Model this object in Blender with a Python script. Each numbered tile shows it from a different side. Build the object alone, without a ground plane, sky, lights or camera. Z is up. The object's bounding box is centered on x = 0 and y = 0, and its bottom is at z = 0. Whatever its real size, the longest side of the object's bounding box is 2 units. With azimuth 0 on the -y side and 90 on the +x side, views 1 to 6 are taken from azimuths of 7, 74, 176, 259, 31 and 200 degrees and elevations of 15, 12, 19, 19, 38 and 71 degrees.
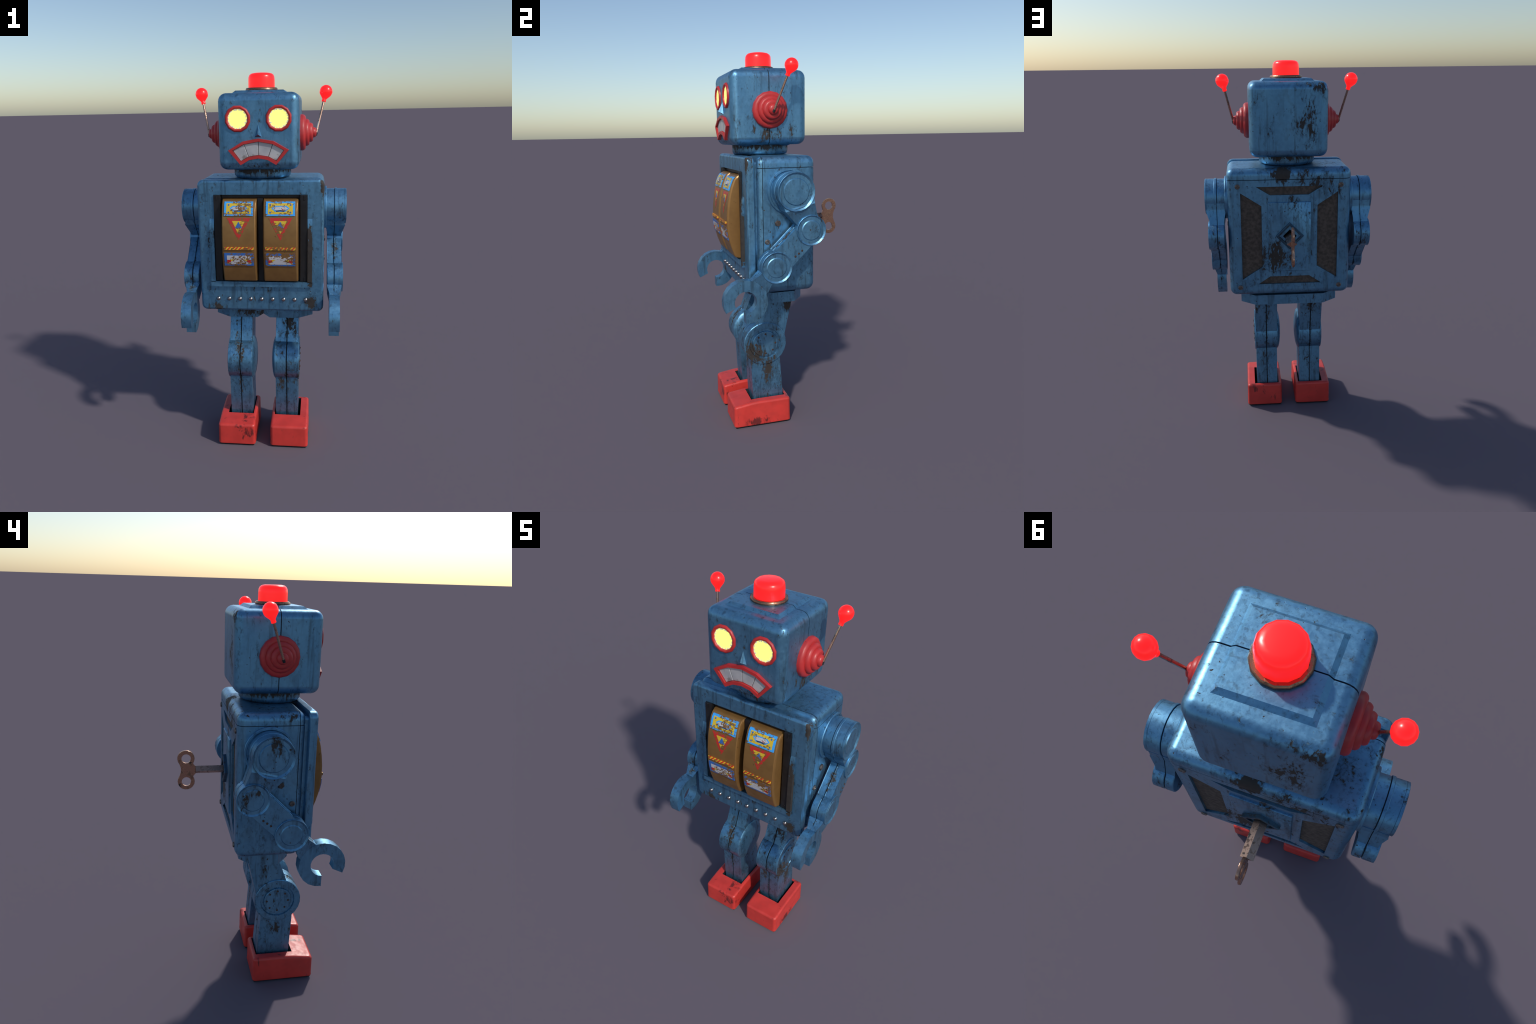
import bpy, bmesh, math
from math import sin, cos, pi, radians, atan2, sqrt
from mathutils import Vector, Matrix

for o in list(bpy.data.objects):
    bpy.data.objects.remove(o, do_unlink=True)
COL = bpy.context.scene.collection

# ------------------------------------------------------------------ materials
class Nodes:
    """small helper to write node graphs as expressions"""
    def __init__(self, name):
        m = bpy.data.materials.new(name); m.use_nodes = True
        self.mat = m; self.t = m.node_tree; self.t.nodes.clear()
        self.out = self.t.nodes.new('ShaderNodeOutputMaterial')
        self.bsdf = self.t.nodes.new('ShaderNodeBsdfPrincipled')
        self.t.links.new(self.bsdf.outputs[0], self.out.inputs[0])
        self.co = self.t.nodes.new('ShaderNodeTexCoord').outputs['Object']
    def put(self, sock, v):
        if hasattr(v, 'is_linked'): self.t.links.new(v, sock)
        elif isinstance(v, (tuple, list)) and len(v) == 3 and sock.type == 'RGBA': sock.default_value = (*v, 1)
        else: sock.default_value = v
    def set(self, **kw):
        for k, v in kw.items(): self.put(self.bsdf.inputs[k.replace('_', ' ')], v)
    def math(self, op, a, b=0.0, clamp=False):
        n = self.t.nodes.new('ShaderNodeMath'); n.operation = op; n.use_clamp = clamp
        self.put(n.inputs[0], a); self.put(n.inputs[1], b); return n.outputs[0]
    def vmath(self, op, a, b=(0, 0, 0)):
        n = self.t.nodes.new('ShaderNodeVectorMath'); n.operation = op
        self.put(n.inputs[0], a); self.put(n.inputs[1], b)
        return n.outputs['Value'] if op == 'LENGTH' else n.outputs[0]
    def scaled(self, s, off=(0, 0, 0)):
        n = self.t.nodes.new('ShaderNodeMapping')
        self.put(n.inputs[0], self.co); n.inputs['Scale'].default_value = s; n.inputs['Location'].default_value = off
        return n.outputs[0]
    def noise(self, scale, detail=3, rough=.55, vec=None, dist=0.0):
        n = self.t.nodes.new('ShaderNodeTexNoise')
        self.put(n.inputs['Vector'], vec or self.co); n.inputs['Scale'].default_value = scale
        n.inputs['Detail'].default_value = detail; n.inputs['Roughness'].default_value = rough
        n.inputs['Distortion'].default_value = dist; return n.outputs['Fac']
    def ramp(self, v, a, b, lo=0.0, hi=1.0):
        n = self.t.nodes.new('ShaderNodeMapRange'); n.clamp = True; n.interpolation_type = 'SMOOTHSTEP'
        for i, x in enumerate((v, a, b, lo, hi)): self.put(n.inputs[i], x)
        return n.outputs[0]
    def mix(self, f, a, b, mode='MIX'):
        n = self.t.nodes.new('ShaderNodeMix'); n.data_type = 'RGBA'; n.blend_type = mode
        self.put(n.inputs[0], f); self.put(n.inputs[6], a); self.put(n.inputs[7], b); return n.outputs[2]
    def bump(self, h, strength=.3, dist=.004):
        n = self.t.nodes.new('ShaderNodeBump'); n.inputs['Strength'].default_value = strength
        n.inputs['Distance'].default_value = dist; self.put(n.inputs['Height'], h)
        self.put(self.bsdf.inputs['Normal'], n.outputs[0])
    def xyz(self):
        n = self.t.nodes.new('ShaderNodeSeparateXYZ'); self.put(n.inputs[0], self.co); return n.outputs
    def blob(self, c, r, s):
        d = self.vmath('LENGTH', self.vmath('DIVIDE', self.vmath('SUBTRACT', self.co, c), r))
        return self.ramp(d, .0, 1.0, s, 0.0)

RUST_A = (.012, .011, .011)
RUST_B = (.050, .040, .033)

def blue_paint(name, blobs=(), amount=0.0, seed=0.0, blue=(.140, .332, .505), blue2=(.108, .272, .440)):
    """old tin paint: mottled blue, vertical run marks, chipped rusty patches gathered at given places"""
    g = Nodes(name)
    off = (seed, seed * .7, seed * 1.3)
    streak = g.noise(1.0, 7, .66, g.scaled((24, 24, 7.5), off), .8)
    fine = g.noise(1.0, 6, .65, g.scaled((70, 70, 36), off), .5)
    field = g.math('ADD', g.math('MULTIPLY', streak, .80), g.math('MULTIPLY', fine, .95))
    field = g.math('SUBTRACT', field, .375)
    gather = 0.0
    for b in blobs:
        gather = g.math('MAXIMUM', gather, g.blob(*b))
    field = g.math('ADD', field, g.math('MULTIPLY', gather, 1.16))
    thr = .682 - amount * .6
    chip = g.ramp(field, thr, thr + .04)
    halo = g.ramp(field, thr - .16, thr + .01)
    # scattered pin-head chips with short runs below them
    lim = .688 - amount * .4
    speck = g.noise(1.0, 3, .5, g.scaled((84, 84, 58), off))
    speck = g.ramp(g.math('ADD', speck, g.math('MULTIPLY', gather, .35)), lim, lim + .03)
    drip = g.noise(1.0, 3, .55, g.scaled((80, 80, 10), (off[2], off[0], off[1])))
    drip = g.ramp(g.math('ADD', drip, g.math('MULTIPLY', gather, .45)), lim - .04, lim + .10, 0, .7)
    chip = g.math('MAXIMUM', chip, speck)
    mott = g.noise(9, 4, .6, g.scaled((1, 1, .5), off))
    small = g.noise(55, 4, .65)
    cloud = g.noise(1.0, 5, .65, g.scaled((16, 16, 9), off), .4)
    base = g.mix(g.ramp(mott, .35, .68), blue2, blue)
    base = g.mix(g.ramp(small, .3, .75, .0, .35), base, tuple(min(1, c * 1.25 + .01) for c in blue))
    base = g.mix(g.ramp(cloud, .50, .72, 0, .35), base, (.085, .135, .17))
    runs = g.noise(1.0, 4, .6, g.scaled((40, 40, 3.0), off))
    base = g.mix(g.ramp(runs, .54, .70, 0, .5), base, (.05, .085, .115))
    base = g.mix(g.math('MULTIPLY', halo, .5), base, (.045, .065, .08))
    base = g.mix(drip, base, (.040, .052, .062))
    rust = g.mix(g.noise(45, 5), RUST_A, RUST_B)
    col = g.mix(chip, base, rust)
    g.set(Base_Color=col, Metallic=g.ramp(chip, 0, 1, .82, .0),
          Roughness=g.math('ADD', g.ramp(small, .3, .7, .36, .47), g.math('MULTIPLY', chip, .3), True))
    g.bump(g.math('ADD', g.math('MULTIPLY', chip, -1.0), g.math('MULTIPLY', small, .25)), .4, .003)
    return g.mat

def red_paint(name, amount=0.0, blobs=(), red=(.64, .046, .036)):
    g = Nodes(name)
    f = g.noise(1.0, 6, .65, g.scaled((22, 22, 10)), .5)
    for b in blobs: f = g.math('ADD', f, g.blob(*b))
    m = g.ramp(f, .64 - amount, .74 - amount)
    col = g.mix(g.ramp(g.noise(14, 4), .3, .7), red, tuple(c * .82 for c in red))
    col = g.mix(g.math('MULTIPLY', m, .85), col, (.07, .014, .014))
    g.set(Base_Color=col, Roughness=g.ramp(g.noise(30, 4), .3, .7, .36, .5), Metallic=0.0)
    g.bump(g.noise(24, 4, .6), .12, .004)
    return g.mat

def plain(name, col, rough=.5, metal=0.0, var=.25, scale=40, bump=.15):
    g = Nodes(name)
    c = g.mix(g.ramp(g.noise(scale, 5), .3, .7), tuple(x * (1 - var) for x in col), tuple(min(1, x * (1 + var)) for x in col))
    g.set(Base_Color=c, Roughness=rough, Metallic=metal)
    if bump: g.bump(g.noise(scale * 1.5, 4), bump, .002)
    return g.mat

def lamp(name, col, base, strength=1.0):
    g = Nodes(name)
    g.set(Base_Color=base, Roughness=.28, Emission_Color=col, Emission_Strength=strength)
    return g.mat

GOLD = (.30, .158, .050)
def gold_paint():
    g = Nodes('gold_paint')
    n = g.noise(18, 5)
    c = g.mix(g.ramp(n, .35, .7), GOLD, (.25, .130, .040))
    wear = g.ramp(g.noise(38, 5, .6), .66, .72)
    g.set(Base_Color=g.mix(wear, c, (.17, .09, .03)), Metallic=.45, Roughness=g.ramp(n, .3, .7, .36, .46))
    g.bump(g.noise(30, 4), .15, .002)
    return g.mat

def sticker(name, col, stripes=None, amount=0.0):
    """printed foil, scratched through to the gold below"""
    g = Nodes(name)
    f = g.noise(1.0, 5, .62, g.scaled((60, 60, 95)), .9)
    f2 = g.noise(1.0, 2, .5, g.scaled((11, 11, 14), (2.3, 0, .9)))
    f = g.math('ADD', g.math('MULTIPLY', f, .6), g.math('MULTIPLY', f2, .4))
    wear = g.ramp(f, .515 - amount, .545 - amount)
    if stripes:
        x = g.xyz()
        ph = g.math('FRACT', g.math('MULTIPLY', g.math('SUBTRACT', x[0], x[2]), 52.0))
        col = g.mix(g.ramp(ph, .46, .54), col, stripes)
    g.set(Base_Color=g.mix(wear, col, (.27, .14, .045)), Roughness=.42, Metallic=g.math('MULTIPLY', wear, .5))
    g.bump(g.math('MULTIPLY', wear, -1), .2, .001)
    return g.mat

def copper(name, base=(.50, .285, .195), dirt=.62):  # base lightened to offset the dark ground mirrored in the metal
    g = Nodes(name)
    m = g.ramp(g.noise(42, 6, .65), .52, .64)
    m2 = g.ramp(g.noise(26, 4, .6, g.scaled((1, 1, 1), (4, 1, 2))), dirt, dirt + .06)
    c = g.mix(m, base, tuple(x * .55 for x in base))
    c = g.mix(m2, c, (.02, .016, .014))
    g.set(Base_Color=c, Metallic=g.ramp(m2, 0, 1, .9, .1), Roughness=g.ramp(m, 0, 1, .27, .48))
    g.bump(g.math('ADD', m, m2), .15, .002)
    return g.mat

def eye_glow():
    """glowing lens: pale yellow, ragged silvery rim"""
    g = Nodes('eye_glow')
    x = g.xyz()
    dx = g.math('SUBTRACT', g.math('ABSOLUTE', x[0]), .1003); dz = g.math('SUBTRACT', x[2], 1.777)
    ang = g.math('ARCTAN2', dz, dx)
    r = g.math('SQRT', g.math('ADD', g.math('MULTIPLY', dx, dx), g.math('MULTIPLY', dz, dz)))
    n = g.t.nodes.new('ShaderNodeCombineXYZ'); g.put(n.inputs[0], g.math('MULTIPLY', ang, 7.0)); g.put(n.inputs[1], g.math('MULTIPLY', r, 30.0))
    rag = g.noise(1.0, 3, .6, n.outputs[0])
    edge = g.math('ADD', r, g.math('MULTIPLY', g.math('SUBTRACT', rag, .5), .045))
    m = g.ramp(edge, .0405, .0455)
    g.set(Base_Color=g.mix(m, (.55, .5, .1), (.5, .5, .48)), Roughness=.5,
          Emission_Color=g.mix(m, (1.0, 1.0, .22), (.30, .30, .22)), Emission_Strength=1.0)
    return g.mat

def tooth_enamel():
    g = Nodes('tooth_enamel')
    a = g.ramp(g.noise(28, 5, .6), .56, .70)
    c = g.mix(g.ramp(g.noise(12, 3), .3, .7), (.46, .46, .48), (.60, .60, .60))
    g.set(Base_Color=g.mix(g.math('MULTIPLY', a, .6), c, (.16, .12, .09)), Metallic=.35, Roughness=.4)
    return g.mat

M = {}
M['head'] = blue_paint('head_paint', [
    ((-.105, .13, 1.73), (.06, .05, .24), .21), ((-.115, .13, 1.66), (.05, .05, .12), .20), ((-.14, .13, 1.87), (.10, .06, .06), .19), ((-.07, .13, 1.70), (.08, .05, .07), .18),
    ((-.02, .13, 1.77), (.05, .04, .07), .10), ((.09, .13, 1.68), (.03, .04, .09), .09),
    ((.2, -.06, 1.575), (.05, .12, .06), .20), ((.2, .05, 1.60), (.05, .04, .06), .14), ((.2, -.15, 1.60), (.04, .03, .05), .1),
    ((0, -.27, 1.545), (.20, .06, .035), .12), ((0, -.27, 1.76), (.02, .03, .02), .14),
    ((-.2, .12, 1.74), (.03, .03, .2), .13)], amount=-.05, seed=1.7)
M['torso'] = blue_paint('torso_paint', [
    ((.075, .13, 1.00), (.17, .07, .17), .235), ((.14, .13, .95), (.05, .05, .12), .2), ((.035, .13, 1.455), (.085, .09, .085), .42), ((-.09, .13, 1.445), (.09, .06, .05), .18), ((-.13, .13, 1.40), (.20, .05, .08), .16),
    ((-.24, .13, 1.37), (.09, .05, .08), .12), ((-.04, .13, 1.27), (.08, .05, .09), .14), ((.2, .13, .86), (.12, .05, .05), .12),
    ((0, .13, .84), (.3, .04, .05), .07), ((.12, .13, 1.11), (.05, .05, .35), .07), ((-.12, .13, 1.11), (.05, .05, .35), .05),
    ((-.31, -.10, 1.45), (.04, .10, .05), .16), ((-.31, .10, 1.46), (.04, .05, .05), .18), ((-.31, -.147, 1.1), (.03, .03, .35), .09),
    ((.32, -.147, 1.1), (.02, .02, .35), .07), ((-.2, 0, 1.48), (.14, .13, .03), .10)], amount=-.03, seed=3.1)
M['escut'] = blue_paint('escutcheon_paint', [((0, .157, 1.119), (.3, .06, .3), .05)], seed=9.3, blue=(.055, .12, .18), blue2=(.035, .08, .13))
M['lip'] = blue_paint('rusted_lip_paint', [((.255, -.25, 1.06), (.06, .1, .26), .55)], seed=5.9)
M['frame'] = blue_paint('front_frame_paint', [
    ((.315, -.232, 1.44), (.022, .05, .13), .30), ((.255, -.25, 1.05), (.016, .05, .23), .50), ((.26, -.232, .83), (.065, .06, .07), .30),
    ((-.24, -.232, .79), (.08, .06, .05), .25), ((.10, -.232, 1.44), (.018, .05, .06), .20), ((.22, -.232, 1.455), (.03, .05, .05), .12),
    ((-.28, -.232, 1.15), (.035, .05, .35), .10), ((0, -.232, .92), (.25, .03, .03), .10), ((.31, -.232, .80), (.03, .05, .05), .2), ((.257, -.245, .93), (.022, .05, .03), .4)],
    amount=-.04, seed=5.3)
M['neck'] = blue_paint('neck_paint', [((0, -.07, 1.522), (.5, .5, .034), .26)], amount=.04, seed=2.2, blue2=(.075, .18, .27))
M['hip'] = blue_paint('hip_paint', [((-.08, -.15, .74), (.13, .06, .05), .24), ((-.2, 0, .73), (.06, .08, .03), .22)], seed=7.9, amount=-.01)
M['arm'] = blue_paint('arm_paint', [
    ((.3815, 0, 1.05), (.020, .4, .35), .10), ((-.3815, 0, 1.05), (.020, .4, .35), .10),
    ((-.44, -.02, 1.36), (.04, .05, .08), .28), ((-.44, -.10, 1.33), (.03, .03, .05), .2), ((-.43, .11, 1.11), (.04, .05, .09), .24),
    ((-.43, .05, 1.14), (.03, .03, .04), .12), ((.385, .10, 1.10), (.06, .10, .12), .21), ((.385, -.03, 1.08), (.03, .09, .12), .21),
    ((-.385, -.17, .93), (.06, .06, .08), .22), ((-.385, .12, 1.10), (.06, .07, .12), .16), ((.44, .06, 1.31), (.03, .03, .06), .16),
    ((.385, -.18, .89), (.03, .05, .06), .16), ((-.385, -.2, .89), (.05, .05, .03), .2), ((-.43, .0, 1.19), (.03, .06, .05), .14)], amount=-.045, seed=4.4)
M['leg'] = blue_paint('leg_paint', [
    ((.1285, -.17, .42), (.022, .12, .42), .16), ((-.1285, -.17, .42), (.022, .12, .42), .16), ((.1285, .03, .42), (.022, .12, .42), .13), ((-.1285, .03, .42), (.022, .12, .42), .13),
    ((.145, -.13, .67), (.06, .08, .10), .25), ((-.13, -.20, .50), (.045, .08, .16), .22), ((-.15, -.17, .60), (.03, .06, .07), .20),
    ((.2, -.17, .40), (.05, .12, .13), .27), ((.2, -.10, .30), (.04, .07, .15), .25), ((.2, .02, .66), (.05, .05, .06), .28),
    ((.10, -.19, .33), (.04, .05, .07), .24), ((.128, 0, .65), (.04, .08, .08), .14), ((-.128, .04, .66), (.05, .06, .08), .16),
    ((-.19, -.10, .29), (.04, .05, .05), .2), ((-.19, -.04, .63), (.04, .03, .06), .16), ((.128, -.01, .28), (.04, .05, .10), .10), ((-.128, -.01, .28), (.04, .05, .10), .10)],
    amount=.02, seed=6.2)
M['foot'] = red_paint('foot_paint', .02, [((-.1, -.29, .08), (.12, .12, .10), .16), ((.23, -.29, .05), (.03, .05, .06), .2),
    ((.24, -.10, .03), (.03, .2, .05), .14), ((.2, .0, .10), (.08, .03, .08), .13), ((.24, -.02, .12), (.03, .06, .05), .12), ((-.11, -.22, .14), (.10, .08, .03), .13), ((.24, -.22, .03), (.03, .12, .06), .08), ((-.24, -.1, .05), (.03, .25, .06), .1)])
M['ear'] = red_paint('ear_paint', .01, red=(.52, .034, .034))
M['trim'] = red_paint('face_trim_paint', -.06, red=(.52, .030, .030))
M['lamp'] = lamp('red_lamp', (1.0, .014, .014), (.42, .010, .010), .9)
M['eye'] = eye_glow()
M['tooth'] = tooth_enamel()
M['black'] = plain('black_enamel', (.009, .009, .010), .45, 0, .3)
M['dark'] = plain('seam_dark', (.010, .013, .017), .8, 0, .4)  # near-black core colour seen through the narrow gaps
M['core'] = plain('dark_socket', (.012, .022, .028), .7, 0, .3)
M['vent'] = plain('vent_cloth', (.088, .066, .052), .9, 0, .35, 60, .5)
M['steel'] = plain('rivet_steel', (.34, .31, .30), .33, 1.0, .2, 60, .1)  # grey lowered to tone down glints and show the ground's dark reflection
M['screw'] = plain('screw_metal', (.17, .14, .125), .45, .8, .4, 90, .3)
M['bolt'] = plain('bolt_rust', (.075, .060, .055), .6, .3, .35, 80, .4)
M['brown_rivet'] = plain('brown_rivet_metal', (.075, .045, .035), .5, .5, .4, 90, .3)
M['copper'] = copper('key_copper')
M['shaft'] = copper('key_shaft_metal', (.40, .26, .20))
M['ring'] = copper('lamp_ring_copper', (.36, .18, .11))
M['rod'] = copper('antenna_copper', (.50, .32, .24), .70)
M['gold'] = gold_paint()
M['s_sky'] = sticker('sticker_sky_blue', (.045, .36, .86))
M['s_yellow'] = sticker('sticker_yellow', (.66, .46, .03))
M['s_white'] = sticker('sticker_white', (.52, .51, .53), None, .012)
M['s_navy'] = sticker('sticker_navy', (.02, .04, .10))
M['s_red'] = sticker('sticker_red', (.50, .022, .018))
M['s_blue'] = sticker('sticker_blue', (.03, .13, .42))
M['s_hazard'] = sticker('hazard_stripe', (.75, .48, .03), (.60, .03, .015), -.05)

# ------------------------------------------------------------------ mesh helpers
def mesh_obj(name, bm, mat, parent=None, angle=32, weighted=True):
    bmesh.ops.recalc_face_normals(bm, faces=bm.faces[:])
    me = bpy.data.meshes.new(name); bm.to_mesh(me); bm.free()
    return obj_of(name, me, mat, parent, angle, weighted)

def obj_of(name, me, mat, parent=None, angle=32, weighted=True):
    me.materials.clear(); me.materials.append(M[mat] if isinstance(mat, str) else mat)
    me.polygons.foreach_set('use_smooth', [True] * len(me.polygons))
    me.set_sharp_from_angle(angle=radians(angle))
    ob = bpy.data.objects.new(name, me); COL.objects.link(ob)
    if parent: ob.parent = parent
    if weighted:
        w = ob.modifiers.new('weighted', 'WEIGHTED_NORMAL'); w.keep_sharp = True; w.weight = 60
    return ob

def instance(src, name, loc, rot=None, parent=None):
    ob = src.copy(); ob.name = name; ob.location = loc
    if rot: ob.rotation_euler = rot
    if parent: ob.parent = parent
    COL.objects.link(ob); return ob

def box(x0, x1, y0, y1, z0, z1, r=0.0, seg=4, sel=None):
    bm = bmesh.new()
    bmesh.ops.create_cube(bm, size=1)
    for v in bm.verts:
        v.co = ((x0 + x1) / 2 + v.co.x * (x1 - x0), (y0 + y1) / 2 + v.co.y * (y1 - y0), (z0 + z1) / 2 + v.co.z * (z1 - z0))
    if r:
        ed = [e for e in bm.edges if sel is None or sel((e.verts[0].co + e.verts[1].co) / 2)]
        bmesh.ops.bevel(bm, geom=ed, offset=r, segments=seg, profile=.5, affect='EDGES')
    return bm

def merge(bm, other):
    me = bpy.data.meshes.new('tmp'); other.to_mesh(me); other.free(); bm.from_mesh(me); bpy.data.meshes.remove(me)
    return bm

def cut(bm, co, no):
    """keep the part of a closed mesh on the side -no of the plane, closed again"""
    b = bm.copy()
    r = bmesh.ops.bisect_plane(b, geom=b.verts[:] + b.edges[:] + b.faces[:], plane_co=co, plane_no=no, clear_outer=True)
    ed = [e for e in b.edges if e.is_boundary]
    bmesh.ops.holes_fill(b, edges=ed)
    return b

def prism(poly, a0, a1, axis='x', bevel=0.0, seg=2):
    """extrude a 2D outline: axis x -> outline in (y,z); axis y -> outline in (x,z)"""
    bm = bmesh.new()
    def P(p, a): return (a, p[0], p[1]) if axis == 'x' else (p[0], a, p[1])
    lo = [bm.verts.new(P(p, a0)) for p in poly]; hi = [bm.verts.new(P(p, a1)) for p in poly]
    f0 = bm.faces.new(lo); f1 = bm.faces.new(hi[::-1]); n = len(poly)
    for i in range(n): bm.faces.new((lo[i], hi[i], hi[(i + 1) % n], lo[(i + 1) % n]))
    if bevel:
        bmesh.ops.bevel(bm, geom=list(f0.edges) + list(f1.edges), offset=bevel, segments=seg, profile=.5, affect='EDGES')
    return bm

def lathe(profile, n, base=(0, 0, 0), axis=(0, 0, 1), phase=0.0):
    """profile: (radius, distance along axis); closed where the radius is 0"""
    bm = bmesh.new(); ax = Vector(axis).normalized(); base = Vector(base)
    u = ax.orthogonal().normalized(); v = ax.cross(u); rings = []
    for r, h in profile:
        if r < 1e-6: rings.append([bm.verts.new(base + ax * h)])
        else: rings.append([bm.verts.new(base + ax * h + (u * cos(2 * pi * (i + phase) / n) + v * sin(2 * pi * (i + phase) / n)) * r) for i in range(n)])
    for a, b in zip(rings, rings[1:]):
        for i in range(n):
            j = (i + 1) % n
            if len(a) == 1 and len(b) == 1: continue
            if len(a) == 1: bm.faces.new((a[0], b[i], b[j]))
            elif len(b) == 1: bm.faces.new((a[i], b[0], a[j]))
            else: bm.faces.new((a[i], b[i], b[j], a[j]))
    for R in (rings[0], rings[-1]):
        if len(R) > 2: bm.faces.new(R)
    return bm

def loft(sections, cap=True):
    bm = bmesh.new(); R = [[bm.verts.new(p) for p in s] for s in sections]; n = len(R[0])
    for a, b in zip(R, R[1:]):
        for i in range(n): bm.faces.new((a[i], b[i], b[(i + 1) % n], a[(i + 1) % n]))
    if cap: bm.faces.new(R[0]); bm.faces.new(R[-1][::-1])
    return bm

def rounded_rect(x0, x1, z0, z1, r, k=5, per=4):
    """outline points, corner arcs with k points and per extra points on each side"""
    pts = []
    cs = [(x1 - r, z1 - r, 0), (x0 + r, z1 - r, 90), (x0 + r, z0 + r, 180), (x1 - r, z0 + r, 270)]
    arcs = [[(cx + r * cos(radians(a + 90 * i / (k - 1))), cz + r * sin(radians(a + 90 * i / (k - 1)))) for i in range(k)] for cx, cz, a in cs]
    for i in range(4):
        pts += arcs[i]
        p, q = arcs[i][-1], arcs[(i + 1) % 4][0]
        pts += [(p[0] + (q[0] - p[0]) * t / (per + 1), p[1] + (q[1] - p[1]) * t / (per + 1)) for t in range(1, per + 1)]
    return pts

def ring_loft(loops, to3):
    """loft through closed 2D loops of equal length; each loop is (points, depth)"""
    bm = bmesh.new(); R = []
    for pts, d in loops: R.append([bm.verts.new(to3(p, d)) for p in pts])
    n = len(R[0])
    for a, b in zip(R, R[1:]):
        for i in range(n):
            try: bm.faces.new((a[i], b[i], b[(i + 1) % n], a[(i + 1) % n]))
            except ValueError: pass
    bmesh.ops.remove_doubles(bm, verts=bm.verts[:], dist=1e-5)
    return bm

def flip_x(bm):
    for v in bm.verts: v.co.x = -v.co.x
    return bm

def sided(make, side):
    """build a right-hand piece, or its mirror image"""
    bm = make()
    return bm if side > 0 else flip_x(bm)

# ------------------------------------------------------------------ the robot
robot = bpy.data.objects.new('toy_robot', None); COL.objects.link(robot)
robot['label'] = 'weathered blue tin wind-up robot with red feet and antennae'
robot['category'] = 'toy robot'

# ---- head -----------------------------------------------------------------
HY = -.071                       # the seam plane of the head
full = box(-.2005, .2005, -.2690, .1300, 1.5285, 1.9, .040, 5)
bm = merge(cut(full, (0, HY - .0022, 0), (0, 1, 0)), cut(full, (0, HY + .0022, 0), (0, -1, 0)))
full.free()
head = mesh_obj('head', bm, 'head', robot)
mesh_obj('head_seam', box(-.195, .195, -.14, -.01, 1.534, 1.895, .03, 3), 'dark', head)
# chamfered plates on the roof and beneath the chin, in two halves
def chamfer_plate(z0, z1):
    bm = bmesh.new()
    for ya, yb, ta, tb in ((-.206, HY - .002, -.190, HY - .002), (HY + .002, .064, HY + .002, .048)):
        merge(bm, loft([[(-.135, ya, z0), (.135, ya, z0), (.135, yb, z0), (-.135, yb, z0)],
                        [(-.119, ta, z1), (.119, ta, z1), (.119, tb, z1), (-.119, tb, z1)]]))
    return bm
mesh_obj('roof_plate', chamfer_plate(1.899, 1.9125), 'head', head, 20)
mesh_obj('chin_plate', chamfer_plate(1.530, 1.5215), 'head', head, 20)
# beacon
beacon = mesh_obj('beacon_lamp', lathe([(.069, 1.908), (.0685, 1.965), (.067, 1.980), (.062, 1.990), (.053, 1.9965), (.038, 1.9995), (0, 2.0)], 14, (0, -.071, 0)), 'lamp', head, 50)
mesh_obj('lamp_ring', lathe([(.066, 1.911), (.080, 1.911), (.0835, 1.916), (.083, 1.922), (.078, 1.927), (.066, 1.927)], 14, (0, -.071, 0)), 'ring', head, 40)

# eyes
for s in (1, -1):
    c = (s * .1003, -.2665, 1.777)
    R = []
    for k in range(7):
        a = pi * k / 6
        R.append((.0565 + .0085 * cos(a), .012 * sin(a) ** .8))
    ring = lathe([(.048, -.002)] + [(.065, -.002)] + R + [(.048, -.002)], 12, c, (0, -1, 0))
    mesh_obj('eye_ring', ring, 'trim', head, 50)
    mesh_obj('eye_lens', lathe([(.0505, -.001), (.0505, .0035), (0, .0035)], 24, c, (0, -1, 0)), 'eye', head)
# nose
tip, top, l, r = (0, -.293, 1.7035), (0, -.2675, 1.752), (-.0185, -.2675, 1.688), (.0185, -.2675, 1.688)
bm = bmesh.new(); V = [bm.verts.new(p) for p in (tip, top, l, r)]
for f in ((0, 1, 2), (0, 3, 1), (0, 2, 3), (1, 3, 2)): bm.faces.new([V[i] for i in f])
mesh_obj('nose', bm, 'head', head, 20, False)
# mouth: down-turned frame with four teeth
half_out = [(.0, 1.682), (.076, 1.669), (.149, 1.6265), (.0877, 1.555), (.0447, 1.580), (.0, 1.587)]
half_in = [(.0, 1.6685), (.0714, 1.656), (.128, 1.6257), (.0878, 1.5727), (.0486, 1.594), (.0, 1.6015)]
mirror = lambda h: h + [(-x, z) for x, z in h[-2:0:-1]]
mo, mi = mirror(half_out), mirror(half_in)
grow = lambda pts, k: [(x * (1 + k), 1.62 + (z - 1.62) * (1 + k)) for x, z in pts]
bm = ring_loft([(grow(mo, .012), -.266), (mo, -.284), (mi, -.284), (grow(mi, .01), -.266)], lambda p, d: (p[0], d, p[1]))
mesh_obj('mouth_frame', bm, 'trim', head, 20)
mesh_obj('mouth_gap', prism(grow(mi, .02), -.2695, -.262, 'y'), 'black', head)
quads = [(0, 1, 4, 5), (1, 2, 3, 4)]
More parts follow.
